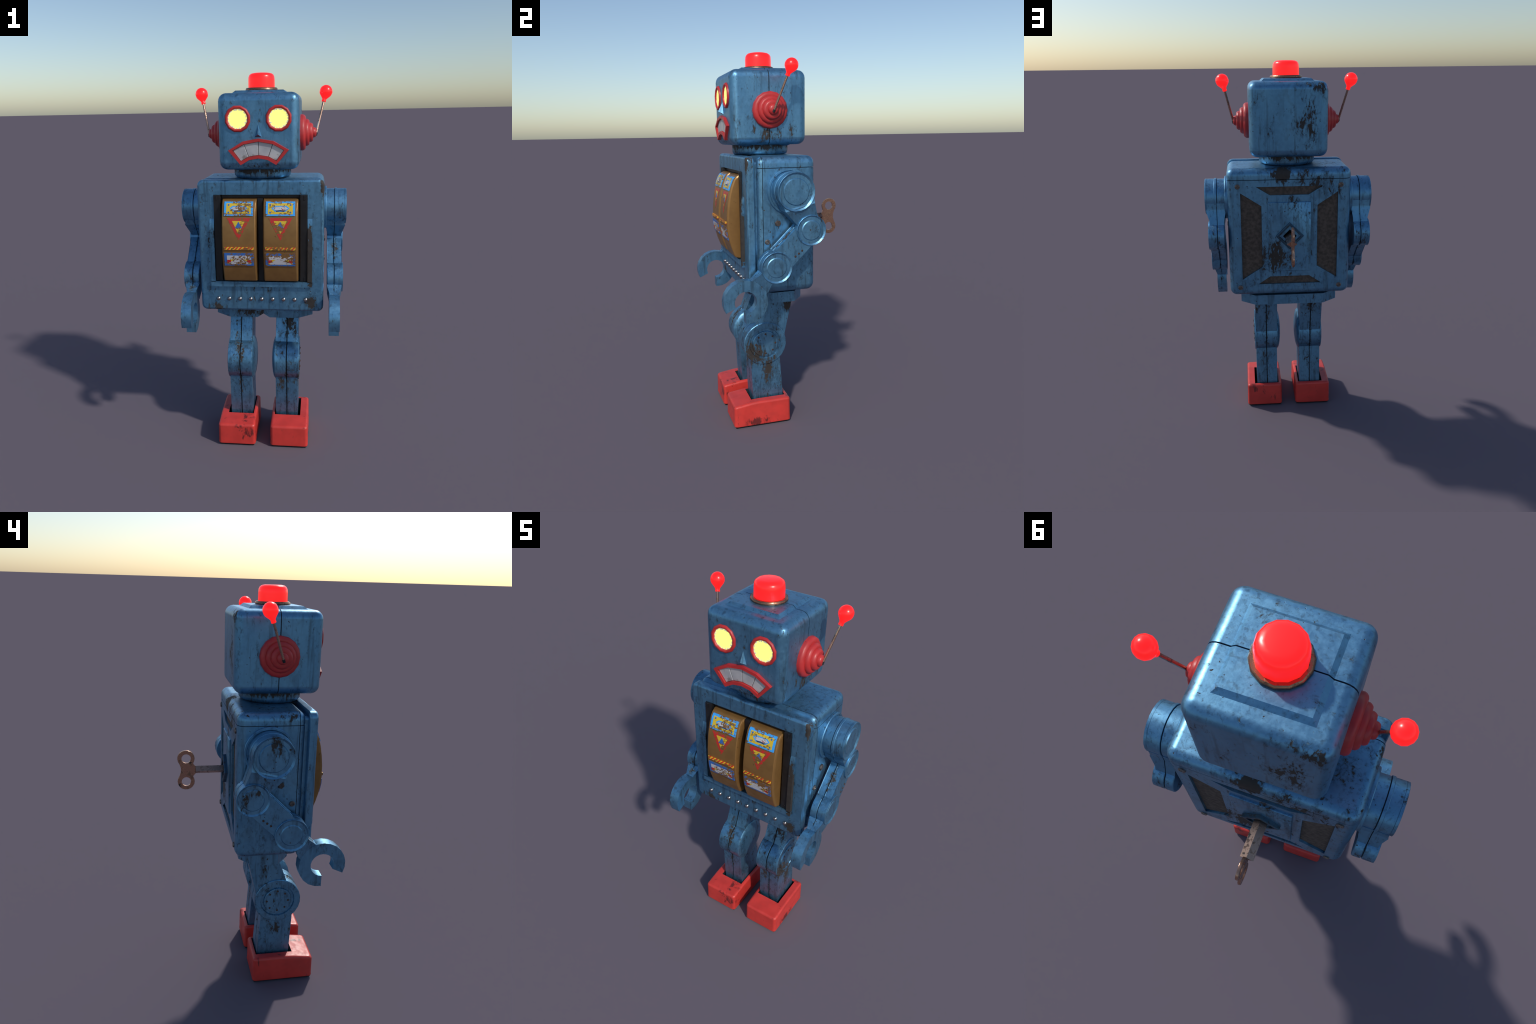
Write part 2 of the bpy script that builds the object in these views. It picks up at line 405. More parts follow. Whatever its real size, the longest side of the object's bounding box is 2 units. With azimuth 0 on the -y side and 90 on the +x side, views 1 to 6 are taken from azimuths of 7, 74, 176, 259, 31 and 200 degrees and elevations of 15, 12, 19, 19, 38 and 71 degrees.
for s in (1, -1):
    for q in quads:
        P = [(half_in[i][0] * s, half_in[i][1]) for i in q]
        c = (sum(p[0] for p in P) / 4, sum(p[1] for p in P) / 4)
        P = [(c[0] + (p[0] - c[0]) * .962, c[1] + (p[1] - c[1]) * .972) for p in P]
        mesh_obj('tooth', prism(P, -.2745, -.267, 'y', .0015, 1), 'tooth', head)
# ears and antennae
ear_profile = [(.092, .197), (.092, .2115), (.0895, .218), (.084, .224), (.0765, .227), (.069, .2262), (.0685, .234), (.066, .239), (.061, .2445), (.056, .246),
               (.0495, .2455), (.049, .252), (.0465, .258), (.042, .263), (.036, .2645), (.0265, .264), (.0255, .272), (.022, .278), (.015, .2815), (0, .2825)]
for s in (1, -1):
    ear = mesh_obj('ear_cone', lathe([(r, h) for r, h in ear_profile], 16, (0, -.0695, 1.7005), (s, 0, 0)), 'ear', head, 55)
    a, b = Vector((s * .2790, -.072, 1.690)), Vector((s * .3285, .005, 1.904))
    ax = (b - a).normalized()
    mesh_obj('antenna_socket', lathe([(.0075, .0), (.0075, .014), (.0, .014)], 6, a - ax * .004, ax), 'dark', head)
    mesh_obj('antenna_rod', lathe([(.0060, .0), (.0060, .19)], 8, a, ax), 'rod', head)
    R = .0335; prof = [(0, -.054), (.011, -.054), (.0115, -.050), (.0105, -.044), (.0125, -.038), (.0185, -.030)]
    prof += [(R * sin(t), -R * cos(t)) for t in [radians(x) for x in range(45, 180, 15)]] + [(0, R)]
    mesh_obj('antenna_bulb', lathe(prof, 14, b, ax), 'lamp', head, 60)

# ---- neck ------------------------------------------------------------------
neck = mesh_obj('neck', lathe([(.14, 1.532), (.1495, 1.528), (.1505, 1.520), (.1505, 1.497), (.1480, 1.486), (.141, 1.4785), (.128, 1.4765)], 28, (0, -.0695, 0)), 'neck', robot, 50)
mesh_obj('neck_seam', lathe([(.126, 1.465), (.126, 1.49)], 28, (0, -.0695, 0)), 'dark', neck)

# ---- torso -----------------------------------------------------------------
LID, CREASE = 1.4175, -.148
shell = box(-.3255, .3255, -.1785, .1300, .777, 1.4755, .038, 5)
g = .0016
lid = cut(shell, (0, 0, LID + g), (0, 0, -1)); low = cut(shell, (0, 0, LID - g), (0, 0, 1)); shell.free()
def split_y(b):
    out = cut(b, (0, CREASE + g, 0), (0, -1, 0)), cut(b, (0, CREASE - g, 0), (0, 1, 0)); b.free(); return out
lid_r, lid_f = split_y(lid); low_r, low_f = split_y(low)
# vents sunk into the rear of the lower shell
VENTS = [[(.256, 1.351), (.147, 1.280), (.147, .9435), (.256, .8735)], [(-.256, 1.351), (-.147, 1.280), (-.147, .9435), (-.256, .8735)],
         [(.174, 1.3815), (-.174, 1.3815), (.0, 0)], [(.106, .888), (-.106, .888), (0, 0)]]
VENTS[2] = [(.174, 1.3815), (-.174, 1.3815), (-.101, 1.3365), (.101, 1.3365)]
VENTS[3] = [(.106, .888), (-.106, .888), (-.172, .844), (.172, .844)]
me = bpy.data.meshes.new('torso_rear'); low_r.to_mesh(me); low_r.free()
tmp = bpy.data.objects.new('tmp', me); COL.objects.link(tmp)
cutter_bm = bmesh.new()
for v in VENTS: merge(cutter_bm, prism(v, .116, .16, 'y'))
merge(cutter_bm, prism([(0, 1.165), (.045, 1.119), (0, 1.073), (-.045, 1.119)], .10, .16, 'y'))
bmesh.ops.recalc_face_normals(cutter_bm, faces=cutter_bm.faces[:])
cm = bpy.data.meshes.new('cut'); cutter_bm.to_mesh(cm); cutter_bm.free()
cutter = bpy.data.objects.new('cutter', cm); COL.objects.link(cutter)
bo = tmp.modifiers.new('b', 'BOOLEAN'); bo.object = cutter; bo.operation = 'DIFFERENCE'; bo.solver = 'EXACT'
dg = bpy.context.evaluated_depsgraph_get(); dg.update()
res = bpy.data.meshes.new_from_object(tmp.evaluated_get(dg))
bpy.data.objects.remove(tmp, do_unlink=True); bpy.data.objects.remove(cutter, do_unlink=True)
bm = bmesh.new(); bm.from_mesh(res); merge(bm, low_f)
torso = mesh_obj('torso', bm, 'torso', robot)
mesh_obj('torso_lid', merge(lid_r, lid_f), 'torso', torso)
mesh_obj('torso_seam', box(-.3200, .3200, -.174, .107, .785, 1.4705, .034, 4), 'dark', torso)
for v in VENTS:
    c = (sum(p[0] for p in v) / 4, sum(p[1] for p in v) / 4)
    mesh_obj('vent', prism([(c[0] + (p[0] - c[0]) * 1.01, c[1] + (p[1] - c[1]) * 1.01) for p in v], .108, .1195, 'y'), 'vent', torso)
# key plate: shallow raised rectangle cut in four round the diamond escutcheon
plate = box(-.1135, .1135, .124, .1380, .919, 1.2995, .003, 2)
me = bpy.data.meshes.new('key_plate'); plate.to_mesh(me); plate.free()
kp = obj_of('key_plate', me, 'torso', torso)
hole = bpy.data.objects.new('hole', bpy.data.meshes.new('hole')); hb = prism([(0, 1.165), (.046, 1.119), (0, 1.073), (-.046, 1.119)], .10, .16, 'y')
bmesh.ops.recalc_face_normals(hb, faces=hb.faces[:]); hb.to_mesh(hole.data); hb.free(); COL.objects.link(hole)
bo = kp.modifiers.new('b', 'BOOLEAN'); bo.object = hole; bo.solver = 'EXACT'
kp.modifiers.move(1, 0)
dg = bpy.context.evaluated_depsgraph_get(); dg.update()
res = bpy.data.meshes.new_from_object(kp.evaluated_get(dg)); bpy.data.objects.remove(kp, do_unlink=True); bpy.data.objects.remove(hole, do_unlink=True)
obj_of('key_plate', res, 'torso', torso, weighted=False)
dia = lambda h: [(0, 1.119 + h), (h, 1.119), (0, 1.119 - h), (-h, 1.119)]
mesh_obj('key_escutcheon', ring_loft([(dia(.0745), .126), (dia(.0735), .151), (dia(.070), .154), (dia(.0575), .154), (dia(.055), .145)], lambda p, d: (p[0], d, p[1])), 'escut', torso, 20)
mesh_obj('keyhole_plate', ring_loft([(dia(.058), .1465), (dia(.037), .1465), (dia(.0365), .108)], lambda p, d: (p[0], d, p[1])), 'torso', torso, 20)
mesh_obj('keyhole', prism(dia(.05), .100, .106, 'y'), 'black', torso)

# front frame with its window
WX, WZ0, WZ1 = .2415, .943, 1.401
clampw = lambda pts: [(max(-WX, min(WX, x)), max(WZ0, min(WZ1, z))) for x, z in pts]
def fr(i): return rounded_rect(-.3260 + i, .3260 - i, .776 + i, 1.4765 - i, .030 - i * .6, 6, 6)
loops = [(fr(.024), -.170), (fr(.024), -.190), (fr(.004), -.190), (fr(.0), -.194)]
for k in range(5):
    a = radians(90 * k / 4); loops.append((fr(.014 * (1 - cos(a))), -.218 - .014 * sin(a)))
loops += [(clampw(fr(0)), -.232), (clampw(fr(0)), -.196)]
frame = mesh_obj('front_frame', ring_loft(loops, lambda p, d: (p[0], d, p[1])), 'frame', torso)
# wedge-shaped lip round the lower part of the window
lip = bmesh.new()
def wedge(p):                      # protrusion of the lip grows downwards
    return -.2325 - .016 * max(0, min(1, (1.276 - p) / .10)) ** .6
lip_sides = []
for s in (1, -1):
    zs = [1.276, 1.262, 1.24, 1.20, 1.1, 1.0, .939]
    lip_sides.append(loft([[(s * .2415, -.231, z), (s * .2665, -.231, z), (s * .2655, wedge(z), z), (s * .2420, wedge(z), z)] for z in zs]))
right_lip = lip_sides[0]
merge(lip, lip_sides[1])
merge(lip, loft([[(x, -.231, .9128), (x, wedge(.92), .9145), (x, wedge(.93), .9425), (x, -.231, .9430)] for x in (-.2665, .2665)]))
mesh_obj('window_lip', lip, 'frame', torso, 25)
mesh_obj('window_lip', right_lip, 'lip', torso, 25)

# chest panels
back = bmesh.new(); merge(back, box(-.25, .25, -.205, -.19, .935, 1.41))
chest = mesh_obj('chest_back', back, 'black', torso)
for s in (1, -1):
    mesh_obj('chest_rail', box(s * .222 - .0185, s * .222 + .0185, -.2405, -.203, .944, 1.400, .003, 2), 'black', torso)
    for z in (1.385, .958):
        mesh_obj('rail_clip', box(s * .226 - .004, s * .226 + .004, -.2425, -.238, z - .012, z + .012, .001, 1), 'black', torso)
mesh_obj('chest_sill', box(-.203, .203, -.2180, -.203, 1.3815, 1.3995, .003, 2), 'black', torso)
mesh_obj('chest_divider', box(-.0145, .0145, -.236, -.203, .944, 1.383, .003, 2), 'black', torso)
PROF = [(1.3795, -.238), (1.372, -.252), (1.355, -.2655), (1.320, -.2795), (1.28, -.2905), (1.23, -.299), (1.18, -.304), (1.13, -.3055), (1.085, -.303), (1.04, -.2945), (1.00, -.283), (.965, -.270), (.955, -.265), (.9505, -.255)]
def front_y(z):
    for (z1, y1), (z0, y0) in zip(PROF, PROF[1:]):
        if z0 <= z <= z1: return y0 + (y1 - y0) * (z - z0) / (z1 - z0)
    return PROF[0][1] if z > PROF[0][0] else PROF[-1][1]
def panel_mesh(c):
    sec = []
    for z, y in PROF:
        w, wf = .0890, .0810
        yc = min(-.232, y + .0075)
        sec.append([(c - w, -.205, z), (c - w, yc + .006, z), (c - w + .003, yc, z), (c - wf - .004, y + .0028, z), (c - wf, y, z), (c, y - .0006, z), (c + wf, y, z), (c + wf + .004, y + .0028, z), (c + w - .003, yc, z), (c + w, yc + .006, z), (c + w, -.205, z)])
    return loft(sec)

def decal(name, poly, c, lift, mat, parent, back=.004):
    """flat printed shape laid on the curved panel front, with a little thickness"""
    bm = bmesh.new()
    bm.faces.new([bm.verts.new((c + x, 0, z)) for x, z in poly])
    z0, z1 = min(p[1] for p in poly), max(p[1] for p in poly)
    k = max(2, int((z1 - z0) / .008))
    for i in range(1, k):
        bmesh.ops.bisect_plane(bm, geom=bm.verts[:] + bm.edges[:] + bm.faces[:], plane_co=(0, 0, z0 + (z1 - z0) * i / k), plane_no=(0, 0, 1))
    for v in bm.verts: v.co.y = front_y(v.co.z) - .0006 - lift
    r = bmesh.ops.extrude_face_region(bm, geom=bm.faces[:])
    for v in [e for e in r['geom'] if isinstance(e, bmesh.types.BMVert)]: v.co.y += back
    return mesh_obj(name, bm, mat, parent, 25, False)
rect = lambda x, z0, z1: [(-x, z0), (x, z0), (x, z1), (-x, z1)]
def disc2(x, z, r, n=8): return [(x + r * cos(2 * pi * i / n), z + r * sin(2 * pi * i / n)) for i in range(n)]

for c in (-.1055, .1065):
    p = mesh_obj('chest_panel', panel_mesh(c), 'gold', torso, 30)
    # upper badge
    decal('badge', rect(.0735, 1.302, 1.370), c, .0045, 's_sky', torso, .006)
    decal('badge_field', rect(.0625, 1.3105, 1.3625), c, .0050, 's_yellow', torso)
    decal('badge_lens', [(-.046, 1.339), (-.030, 1.351), (.030, 1.351), (.046, 1.339), (.026, 1.322), (-.026, 1.322)], c, .0055, 's_sky', torso)
    decal('badge_window', [(-.038, 1.338), (-.024, 1.3465), (.024, 1.3465), (.038, 1.338), (.022, 1.3285), (-.022, 1.3285)], c, .0060, 's_white', torso)
    decal('badge_arc', [(-.025, 1.3285), (0, 1.3310), (.025, 1.3285), (.019, 1.3225), (0, 1.3250), (-.019, 1.3225)], c, .0064, 's_navy', torso)
    decal('badge_spot', disc2(.012, 1.3335, .003), c, .0066, 's_red', torso)
    for x in (-.051, .051):
        for z in (1.319, 1.355):
            decal('badge_dot', disc2(x, z, .0045), c, .0055, 's_blue', torso)
    # warning triangle
    decal('triangle', [(-.0605, 1.2915), (.0605, 1.2915), (0, 1.179)], c, .0006, 's_red', torso)
    decal('triangle_field', [(-.033, 1.2765), (.033, 1.2765), (0, 1.2095)], c, .0011, 's_yellow', torso)
    decal('triangle_mark', [(0, 1.2735), (.0185, 1.2405), (-.0185, 1.2405)], c, .0016, 's_blue', torso)
    # hazard bar, standing proud
    decal('hazard_bar', rect(.0765, 1.1305, 1.1435), c, .0060, 's_hazard', torso, .009)
    # lower badge
    decal('plaque', rect(.0755, 1.0445, 1.1125), c, .0040, 's_blue', torso, .006)
    decal('plaque_field', rect(.062, 1.0525, 1.100), c, .0045, 's_white', torso)
    for s in (1, -1):
        decal('plaque_ray', [(s * .061, 1.0535), (s * .024, 1.079), (s * .044, 1.079), (s * .061, 1.070)], c, .0050, 's_yellow', torso)
        decal('plaque_flash', [(s * .061, 1.0590), (s * .042, 1.0655), (s * .042, 1.0765), (s * .061, 1.0765)], c, .0055, 's_red', torso)

# rivets, bolts, screws
rv = lathe([(.0116, -.002), (.0116, .002)] + [(.0116 * cos(radians(a)), .002 + .0098 * sin(radians(a))) for a in range(18, 90, 18)] + [(0, .0118)], 14, (0, 0, 0), (0, -1, 0))
first = mesh_obj('rivet', rv, 'steel', torso, 60); first.location = (-.2325, -.2315, .8425)
for i in range(1, 9): instance(first, 'rivet', (-.2325 + .058125 * i, -.2315, .8425))
hexb = mesh_obj('bolt', lathe([(.0165, -.002), (.0165, .005), (.0145, .0075), (0, .0078)], 6, (0, 0, 0), (1, 0, 0)), 'bolt', torso)
hexb.location = (.3255, -.072, 1.1415); instance(hexb, 'bolt', (-.3255, -.072, 1.1415), (0, 0, pi))
scr_prof = [(.0135, -.002), (.0135, .004), (.0115, .006), (.0075, .006), (.006, .003), (.003, .003), (.0, .0045)]
scr = mesh_obj('screw', lathe(scr_prof, 12, (0, 0, 0), (1, 0, 0)), 'screw', torso)
scr.location = (.3255, -.128, 1.049); instance(scr, 'screw', (-.3255, -.128, 1.049), (0, 0, pi))
for x in (.269, -.269):
    for z in (.8285, 1.3855): instance(scr, 'screw', (x, .1300, z), (0, 0, pi / 2))

# ---- wind-up key -------------------------------------------------------------
def outline_bow():
    """two rings joined by a waisted plate, outline in (y,z) round the key axis"""
    R, cz = .0425, .0595; cy = .3365; pts = []
    for a in range(-40, 221, 20): pts.append((cy + R * cos(radians(a)), 1.116 + cz + R * sin(radians(a))))
    pts += [(cy - .047, 1.116 + .018), (cy - .047, 1.116 - .018)]
    for a in range(140, 401, 20): pts.append((cy + R * cos(radians(a)), 1.116 - cz + R * sin(radians(a))))
    pts += [(cy + .0235, 1.116 - .012), (cy + .0235, 1.116 + .012)]
    return pts
bow = prism(outline_bow(), -.0055, .0055, 'x', .0018, 2)
me = bpy.data.meshes.new('key_bow'); bmesh.ops.recalc_face_normals(bow, faces=bow.faces[:]); bow.to_mesh(me); bow.free()
kb = bpy.data.objects.new('tmp_bow', me); COL.objects.link(kb)
hb = bmesh.new()
for s in (1, -1): merge(hb, lathe([(.0235, -.03), (.0235, .03)], 14, (0, .3355, 1.116 + s * .0595), (1, 0, 0)))
bmesh.ops.recalc_face_normals(hb, faces=hb.faces[:])
hm = bpy.data.meshes.new('h'); hb.to_mesh(hm); hb.free(); ho = bpy.data.objects.new('h', hm); COL.objects.link(ho)
bo = kb.modifiers.new('b', 'BOOLEAN'); bo.object = ho; bo.solver = 'EXACT'
dg = bpy.context.evaluated_depsgraph_get(); dg.update()
res = bpy.data.meshes.new_from_object(kb.evaluated_get(dg)); bpy.data.objects.remove(kb, do_unlink=True); bpy.data.objects.remove(ho, do_unlink=True)
key = obj_of('winding_key', res, 'copper', robot, 30)
mesh_obj('key_shaft', loft([[(0, y, 1.117 + .019), (.026, y, 1.117), (0, y, 1.117 - .019), (-.026, y, 1.117)] for y in (.104, .290)]), 'shaft', key)

# ---- hips --------------------------------------------------------------------
# eight-sided plate with cut corners, hung below the torso
HIP = [(-.19, -.151), (.19, -.151), (.268, -.088), (.268, .034), (.19, .095), (-.19, .095), (-.268, .034), (-.268, -.088)]
secs = [[(x, y, z) for x, y in HIP] for z in (.7640, .7080)]
hb = loft(secs); bmesh.ops.recalc_face_normals(hb, faces=hb.faces[:])
hm = bpy.data.meshes.new('hip'); hb.to_mesh(hm); hb.free(); ht = bpy.data.objects.new('hip_tmp', hm); COL.objects.link(ht)
nb = prism([(-.046, .700), (0, .730), (.046, .700)], -.20, .0, 'y'); bmesh.ops.recalc_face_normals(nb, faces=nb.faces[:])
nm = bpy.data.meshes.new('n'); nb.to_mesh(nm); nb.free(); no = bpy.data.objects.new('n', nm); COL.objects.link(no)
bo = ht.modifiers.new('b', 'BOOLEAN'); bo.object = no; bo.solver = 'EXACT'     # shallow notch between the legs
dg = bpy.context.evaluated_depsgraph_get(); dg.update()
res = bpy.data.meshes.new_from_object(ht.evaluated_get(dg)); bpy.data.objects.remove(ht, do_unlink=True); bpy.data.objects.remove(no, do_unlink=True)
hip = obj_of('hip', res, 'hip', robot, 20)
mesh_obj('hip_collar', box(-.19, .19, -.13, .07, .735, .79), 'dark', hip)

# ---- arms --------------------------------------------------------------------
def arc(c, r, a0, a1, n):
    return [(c[0] + r * cos(a0 + (a1 - a0) * i / n), c[1] + r * sin(a0 + (a1 - a0) * i / n)) for i in range(n + 1)]
SH, EL, WR, CL = (-.011, 1.3075), (.0715, 1.1125), (-.1095, .9355), (-.2675, .768)
def forearm_outline(shrink=0.0):
    rE, rW, up, dn = .0765 - shrink, .0795 - shrink, .0625 - shrink, -.055 + shrink
    ax = (Vector(WR) - Vector(EL)); L = ax.length; t = atan2(ax.y, ax.x)   # local frame: u towards the wrist, v to its left
    # left of the direction (down-forward) is the lower rear side
    def ang(r, v): return math.asin(v / r)
    a_l, a_u = ang(rE, -dn), ang(rE, -up)
    b_l, b_u = ang(rW, -dn), ang(rW, -up)
    local = arc((0, 0), rE, a_l, 2 * pi + a_u, 16) if False else [(rE * cos(x), rE * sin(x)) for x in [a_l + (2 * pi + a_u - a_l) * i / 16 for i in range(17)]]
    local += [(L + rW * cos(x), rW * sin(x)) for x in [pi - b_u - 2 * pi + 0 + (b_l_end) for b_l_end in [0]]][:0]
    s, e = -(pi - abs(b_u)), (pi - abs(b_l))
    local += [(L + rW * cos(s + (e - s) * i / 16), rW * sin(s + (e - s) * i / 16)) for i in range(17)]
    return [(EL[0] + u * cos(t) - v * sin(t), EL[1] + u * sin(t) + v * cos(t)) for u, v in local]
def local_arm(along, perp):          # frame from the wrist towards the claw
    d = (Vector(CL) - Vector(WR)).normalized(); n = Vector((d.y, -d.x))
    if n.y < 0: n = -n
    return (WR[0] + d.x * along + n.x * perp, WR[1] + d.y * along + n.y * perp)
def hexa(sections):                  # sections: (x0, x1, p, q)
    return loft([[(x0, *p), (x1, *p), (x1, *q), (x0, *q)] for x0, x1, p, q in sections])
def joint_disc(c, x, r, groove, n, h=.0055):
    k = r * .12
    return lathe([(r, x - .004), (r, x + h - .0012), (r - .0014, x + h), (r - k, x + .001), (groove + .004, x + .001), (groove, x + h - .0022), (groove - .001, x + h - .0018), (0, x + h - .0018)], n, (0, c[0], c[1]), (1, 0, 0), .5)
SEAM = .3815
rivet_small = None
def small_rivet():
    return lathe([(.0056, -.002), (.0056, .001), (.004, .003), (0, .0036)], 8, (0, 0, 0), (1, 0, 0))
for s in (1, -1):
    # shoulder drum: two halves with a raised band at the seam
    def drum():
        b = lathe([(.090, .325), (.095, .329), (.095, SEAM - .004)], 22, (0, *SH), (1, 0, 0), .5)
        merge(b, lathe([(.0965, SEAM - .001), (.0985, SEAM), (.0985, SEAM + .010), (.0965, SEAM + .012)], 22, (0, *SH), (1, 0, 0), .5))
        merge(b, lathe([(.0955, SEAM + .010), (.0955, .4330), (.094, .4340)], 22, (0, *SH), (1, 0, 0), .5))
        return b
    arm = mesh_obj('arm', sided(drum, s), 'arm', robot, 25)
    mesh_obj('shoulder_flange', sided(lambda: lathe([(.115, .312), (.115, .3355), (.1125, .3385), (.104, .3385), (.101, .334)], 22, (0, -.0115, 1.3015), (1, 0, 0), .5), s), 'arm', arm, 25)
    mesh_obj('arm_seam', sided(lambda: lathe([(.091, .33), (.091, .43)], 22, (0, *SH), (1, 0, 0), .5), s), 'dark', arm)
    mesh_obj('shoulder_disc', sided(lambda: joint_disc(SH, .4350, .0955, .063, 22, .0082), s), 'arm', arm, 25)
    # upper arm: wedge narrowing to the elbow, split along the seam
    def upper():
        b = bmesh.new()
        for top, bot in (((.335, SEAM - .0017), (.344, SEAM - .0017)), ((SEAM + .0017, .4335), (SEAM + .0017, .4218))):
            merge(b, hexa([(*top, (-.0865, 1.262), (.0835, 1.290)), (*top, (-.070, 1.2265), (.0845, 1.262)), (top[0], top[1] + (.005 if top[0] > .36 else 0), (-.066, 1.2110), (.0850, 1.2485)),
                           (*bot, (-.010, 1.152), (.1015, 1.197)), (*bot, (.03, 1.10), (.118, 1.155))]))
        return b
    mesh_obj('upper_arm', sided(upper, s), 'arm', arm, 20)
    mesh_obj('arm_seam', sided(lambda: hexa([(.36, .41, (-.080, 1.26), (.078, 1.285)), (.36, .41, (-.061, 1.2165), (.079, 1.252)), (.36, .405, (-.005, 1.152), (.0965, 1.192)), (.36, .405, (.03, 1.11), (.11, 1.155))]), s), 'dark', arm)
    def fore():
        o = forearm_outline()
        b = prism(o, .3445, SEAM - .0017, 'x', .003, 1)
        return merge(b, prism(o, SEAM + .0017, .4222, 'x', .002, 1))
    mesh_obj('forearm', sided(fore, s), 'arm', arm, 22)
    mesh_obj('arm_seam', sided(lambda: prism(forearm_outline(.005), .35, .412, 'x'), s), 'dark', arm)
    mesh_obj('elbow_disc', sided(lambda: joint_disc(EL, .4225, .0768, .0475, 20, .0068), s), 'arm', arm, 25)
    mesh_obj('wrist_disc', sided(lambda: joint_disc(WR, .4222, .0798, .0485, 20, .0062), s), 'arm', arm, 25)
    # wrist neck and claw
    def wrist():
        b = bmesh.new()
        for q in ((0, 1), (1, 0)):
            x = lambda a, c: (a, SEAM - .0017) if q[0] == 0 else (SEAM + .0017, c)
            merge(b, hexa([(*x(.3455, .4215), local_arm(.04, .041), local_arm(.04, -.039)), (*x(.3455, .4215), local_arm(.080, .041), local_arm(.084, -.039)),
                           (*x(.3565, .4085), local_arm(.1185, .046), local_arm(.1235, -.0565))]))
        merge(b, hexa([(.357, .408, local_arm(.108, .0435), local_arm(.110, -.0485)), (.358, .407, local_arm(.150, .05), local_arm(.150, -.06))]))
        return b
    mesh_obj('wrist', sided(wrist, s), 'arm', arm, 20)
    mesh_obj('arm_seam', sided(lambda: hexa([(.36, .405, local_arm(.05, .037), local_arm(.05, -.035)), (.37, .40, local_arm(.112, .038), local_arm(.112, -.042))]), s), 'dark', arm)
    def claw():
        a0, a1, n = radians(-90), radians(205), 18
        def ro(a):
            k = max(0, 1 - abs((a - radians(-35)) / radians(55))); return .1115 + .0045 * min(1, k * 1.6)
        sec = []
        for i in range(n + 1):
            a = a0 + (a1 - a0) * i / n; ri, r2 = .0565, ro(a)
            P = lambda r, x: (x, CL[0] + r * cos(a), CL[1] + r * sin(a))
            sec.append([P(ri, .3560), P(ri, .4090), P(r2, .4090), P(r2, .3560)])
        b = loft(sec)
        ed = [e for e in b.edges if e.is_manifold and e.calc_face_angle(0) > radians(50)]
        bmesh.ops.bevel(b, geom=ed, offset=.0018, segments=1, affect='EDGES')
        return b
    mesh_obj('claw', sided(claw, s), 'arm', arm, 25)
    for y, z in ((.023, 1.013), (.0055, .9995), (-.012, .986)):
        if rivet_small is None:
            rivet_small = mesh_obj('small_rivet', small_rivet(), 'brown_rivet', arm); rivet_small.location = (.4222, y, z)
        else:
            instance(rivet_small, 'small_rivet', (s * .4222, y, z), (0, 0, 0 if s > 0 else pi), arm)

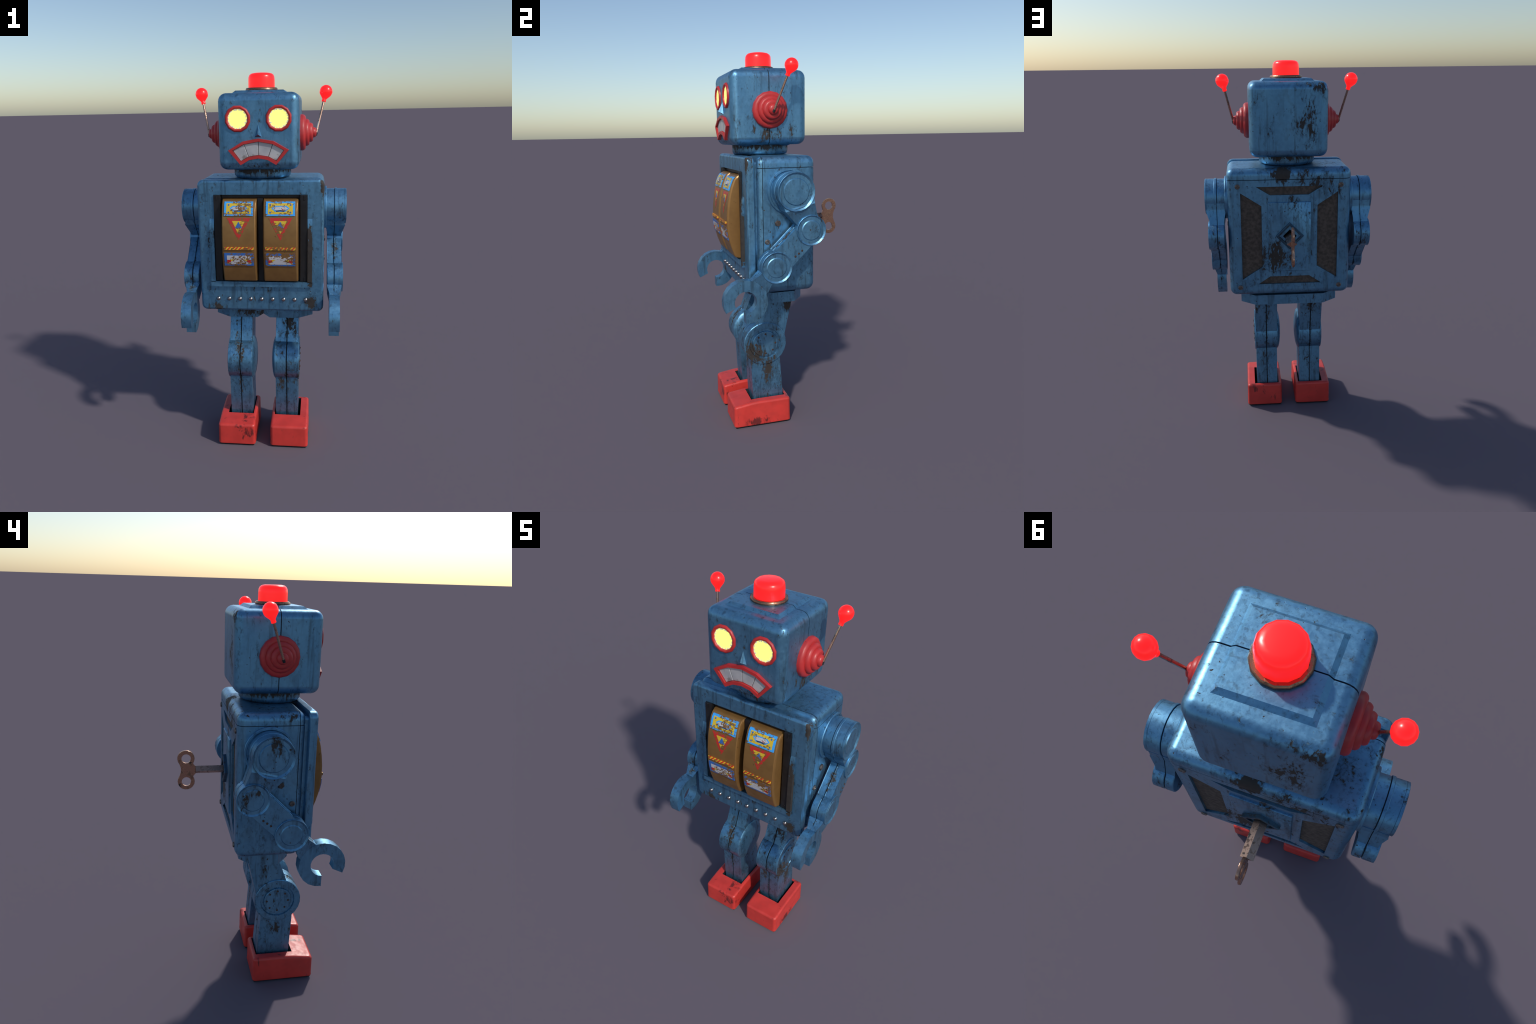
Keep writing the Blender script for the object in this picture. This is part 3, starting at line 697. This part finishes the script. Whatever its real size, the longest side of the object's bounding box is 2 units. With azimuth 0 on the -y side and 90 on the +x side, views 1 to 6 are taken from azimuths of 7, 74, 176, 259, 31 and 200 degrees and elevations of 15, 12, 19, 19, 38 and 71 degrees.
# ---- legs and feet -------------------------------------------------------------
KN = (-.1125, .4565)
THIGH = [(-.098, .722), (.052, .722), (.003, .512), (-.006, .44), (-.205, .44), (-.157, .565)]
SHIN = [(-.202, .42), (-.036, .42), (-.028, .36), (-.012, .13), (-.010, .05), (-.182, .05), (-.184, .13), (-.194, .37)]
XS = .1285
for s in (1, -1):
    def halves(poly, a, b, bev=.002):
        return merge(prism(poly, a, XS - .0028, 'x', bev, 1), prism(poly, XS + .0028, b, 'x', bev, 1))
    shrink = lambda poly, k: [(sum(p[0] for p in poly) / len(poly) + (y - sum(p[0] for p in poly) / len(poly)) * k, z) for y, z in poly]
    leg = mesh_obj('leg', sided(lambda: halves(THIGH, .0665, .1905), s), 'leg', robot, 22)
    mesh_obj('leg_seam', sided(lambda: prism(shrink(THIGH, .93), .09, .165, 'x'), s), 'dark', leg)
    mesh_obj('shin', sided(lambda: halves(SHIN, .0670, .1895), s), 'leg', leg, 22)
    mesh_obj('leg_seam', sided(lambda: prism(shrink(SHIN, .93), .09, .165, 'x'), s), 'dark', leg)
    knee_o = arc(KN, .1205, radians(7.5), radians(352.5), 23)
    mesh_obj('knee', sided(lambda: halves(knee_o, .0630, .1865, .0015), s), 'leg', leg, 22)
    mesh_obj('leg_seam', sided(lambda: prism(arc(KN, .114, radians(7.5), radians(352.5), 23), .09, .165, 'x'), s), 'dark', leg)
    # domed inner cap and stepped outer cap
    mesh_obj('knee_dome', sided(lambda: lathe([(.1195, -.0645)] + [(.1195 * cos(radians(a)), -.0645 + .0215 * sin(radians(a)) ** 1.0) for a in (20, 40, 60, 78)] + [(0, -.043)], 24, (0, *KN), (-1, 0, 0), .5), s), 'leg', leg, 60)
    mesh_obj('knee_cap', sided(lambda: lathe([(.1205, .184), (.1205, .1940), (.1175, .1965), (.0890, .1965), (.0855, .1890), (.0760, .1885), (.0745, .1885), (.0715, .198), (.070, .199), (.0, .199)], 24, (0, *KN), (1, 0, 0), .5), s), 'leg', leg, 25)
    for i in range(8):
        a = 2 * pi * i / 8
        instance(rivet_small, 'small_rivet', (s * .199, -.1108 + .0555 * sin(a), .4575 + .0555 * cos(a)), (0, 0, 0 if s > 0 else pi), leg)
    # foot: open-topped shoe, top sloping to the toe, dark underside shade modelled as black sole
    FX0, FX1, FY0, FY1 = .0415, .2490, -.3065, .0150
    HX0, HX1, HY0, HY1 = .0600, .2045, -.2015, -.0060
    def top_z(y): return .1265 + .0175 * min(1, max(0, (y + .3065) / .12))
    def out(i): return rounded_rect(FX0 + i, FX1 - i, FY0 + i, FY1 - i, max(.004, .017 - i * .5), 5, 6)
    clampf = lambda pts: [(max(HX0, min(HX1, x)), max(HY0, min(HY1, y))) for x, y in pts]
    def foot_bm():
        L = [(out(.006), lambda y: .011), (out(.0005), lambda y: .010), (out(-.0008), lambda y: .014), (out(.0004), lambda y: .022)]
        for k in range(5):
            a = radians(90 * k / 4); L.append((out(.0012 + .013 * (1 - cos(a))), (lambda q: lambda y: top_z(y) - .013 + .013 * q)(sin(a))))
        L += [(clampf(out(0)), top_z), (clampf(out(0)), lambda y: top_z(y) - .003)]
        return ring_loft(L, lambda p, d: (p[0], p[1], d(p[1])))
    foot = mesh_obj('foot', sided(foot_bm, s), 'foot', robot, 35)
    mesh_obj('contact_shadow_slab', sided(lambda: box(FX0 + .006, FX1 - .006, FY0 + .006, FY1 - .006, 0, .012, .004, 2), s), 'black', foot)
    def socket():
        b = ring_loft([(clampf(out(0)), lambda y: top_z(y) - .0028), (clampf(out(0)), lambda y: .06)], lambda p, d: (p[0], p[1], d(p[1])))
        return merge(b, box(HX0 - .002, HX1 + .002, HY0 - .002, HY1 + .002, .05, .062))
    mesh_obj('foot_socket', sided(socket, s), 'core', foot)
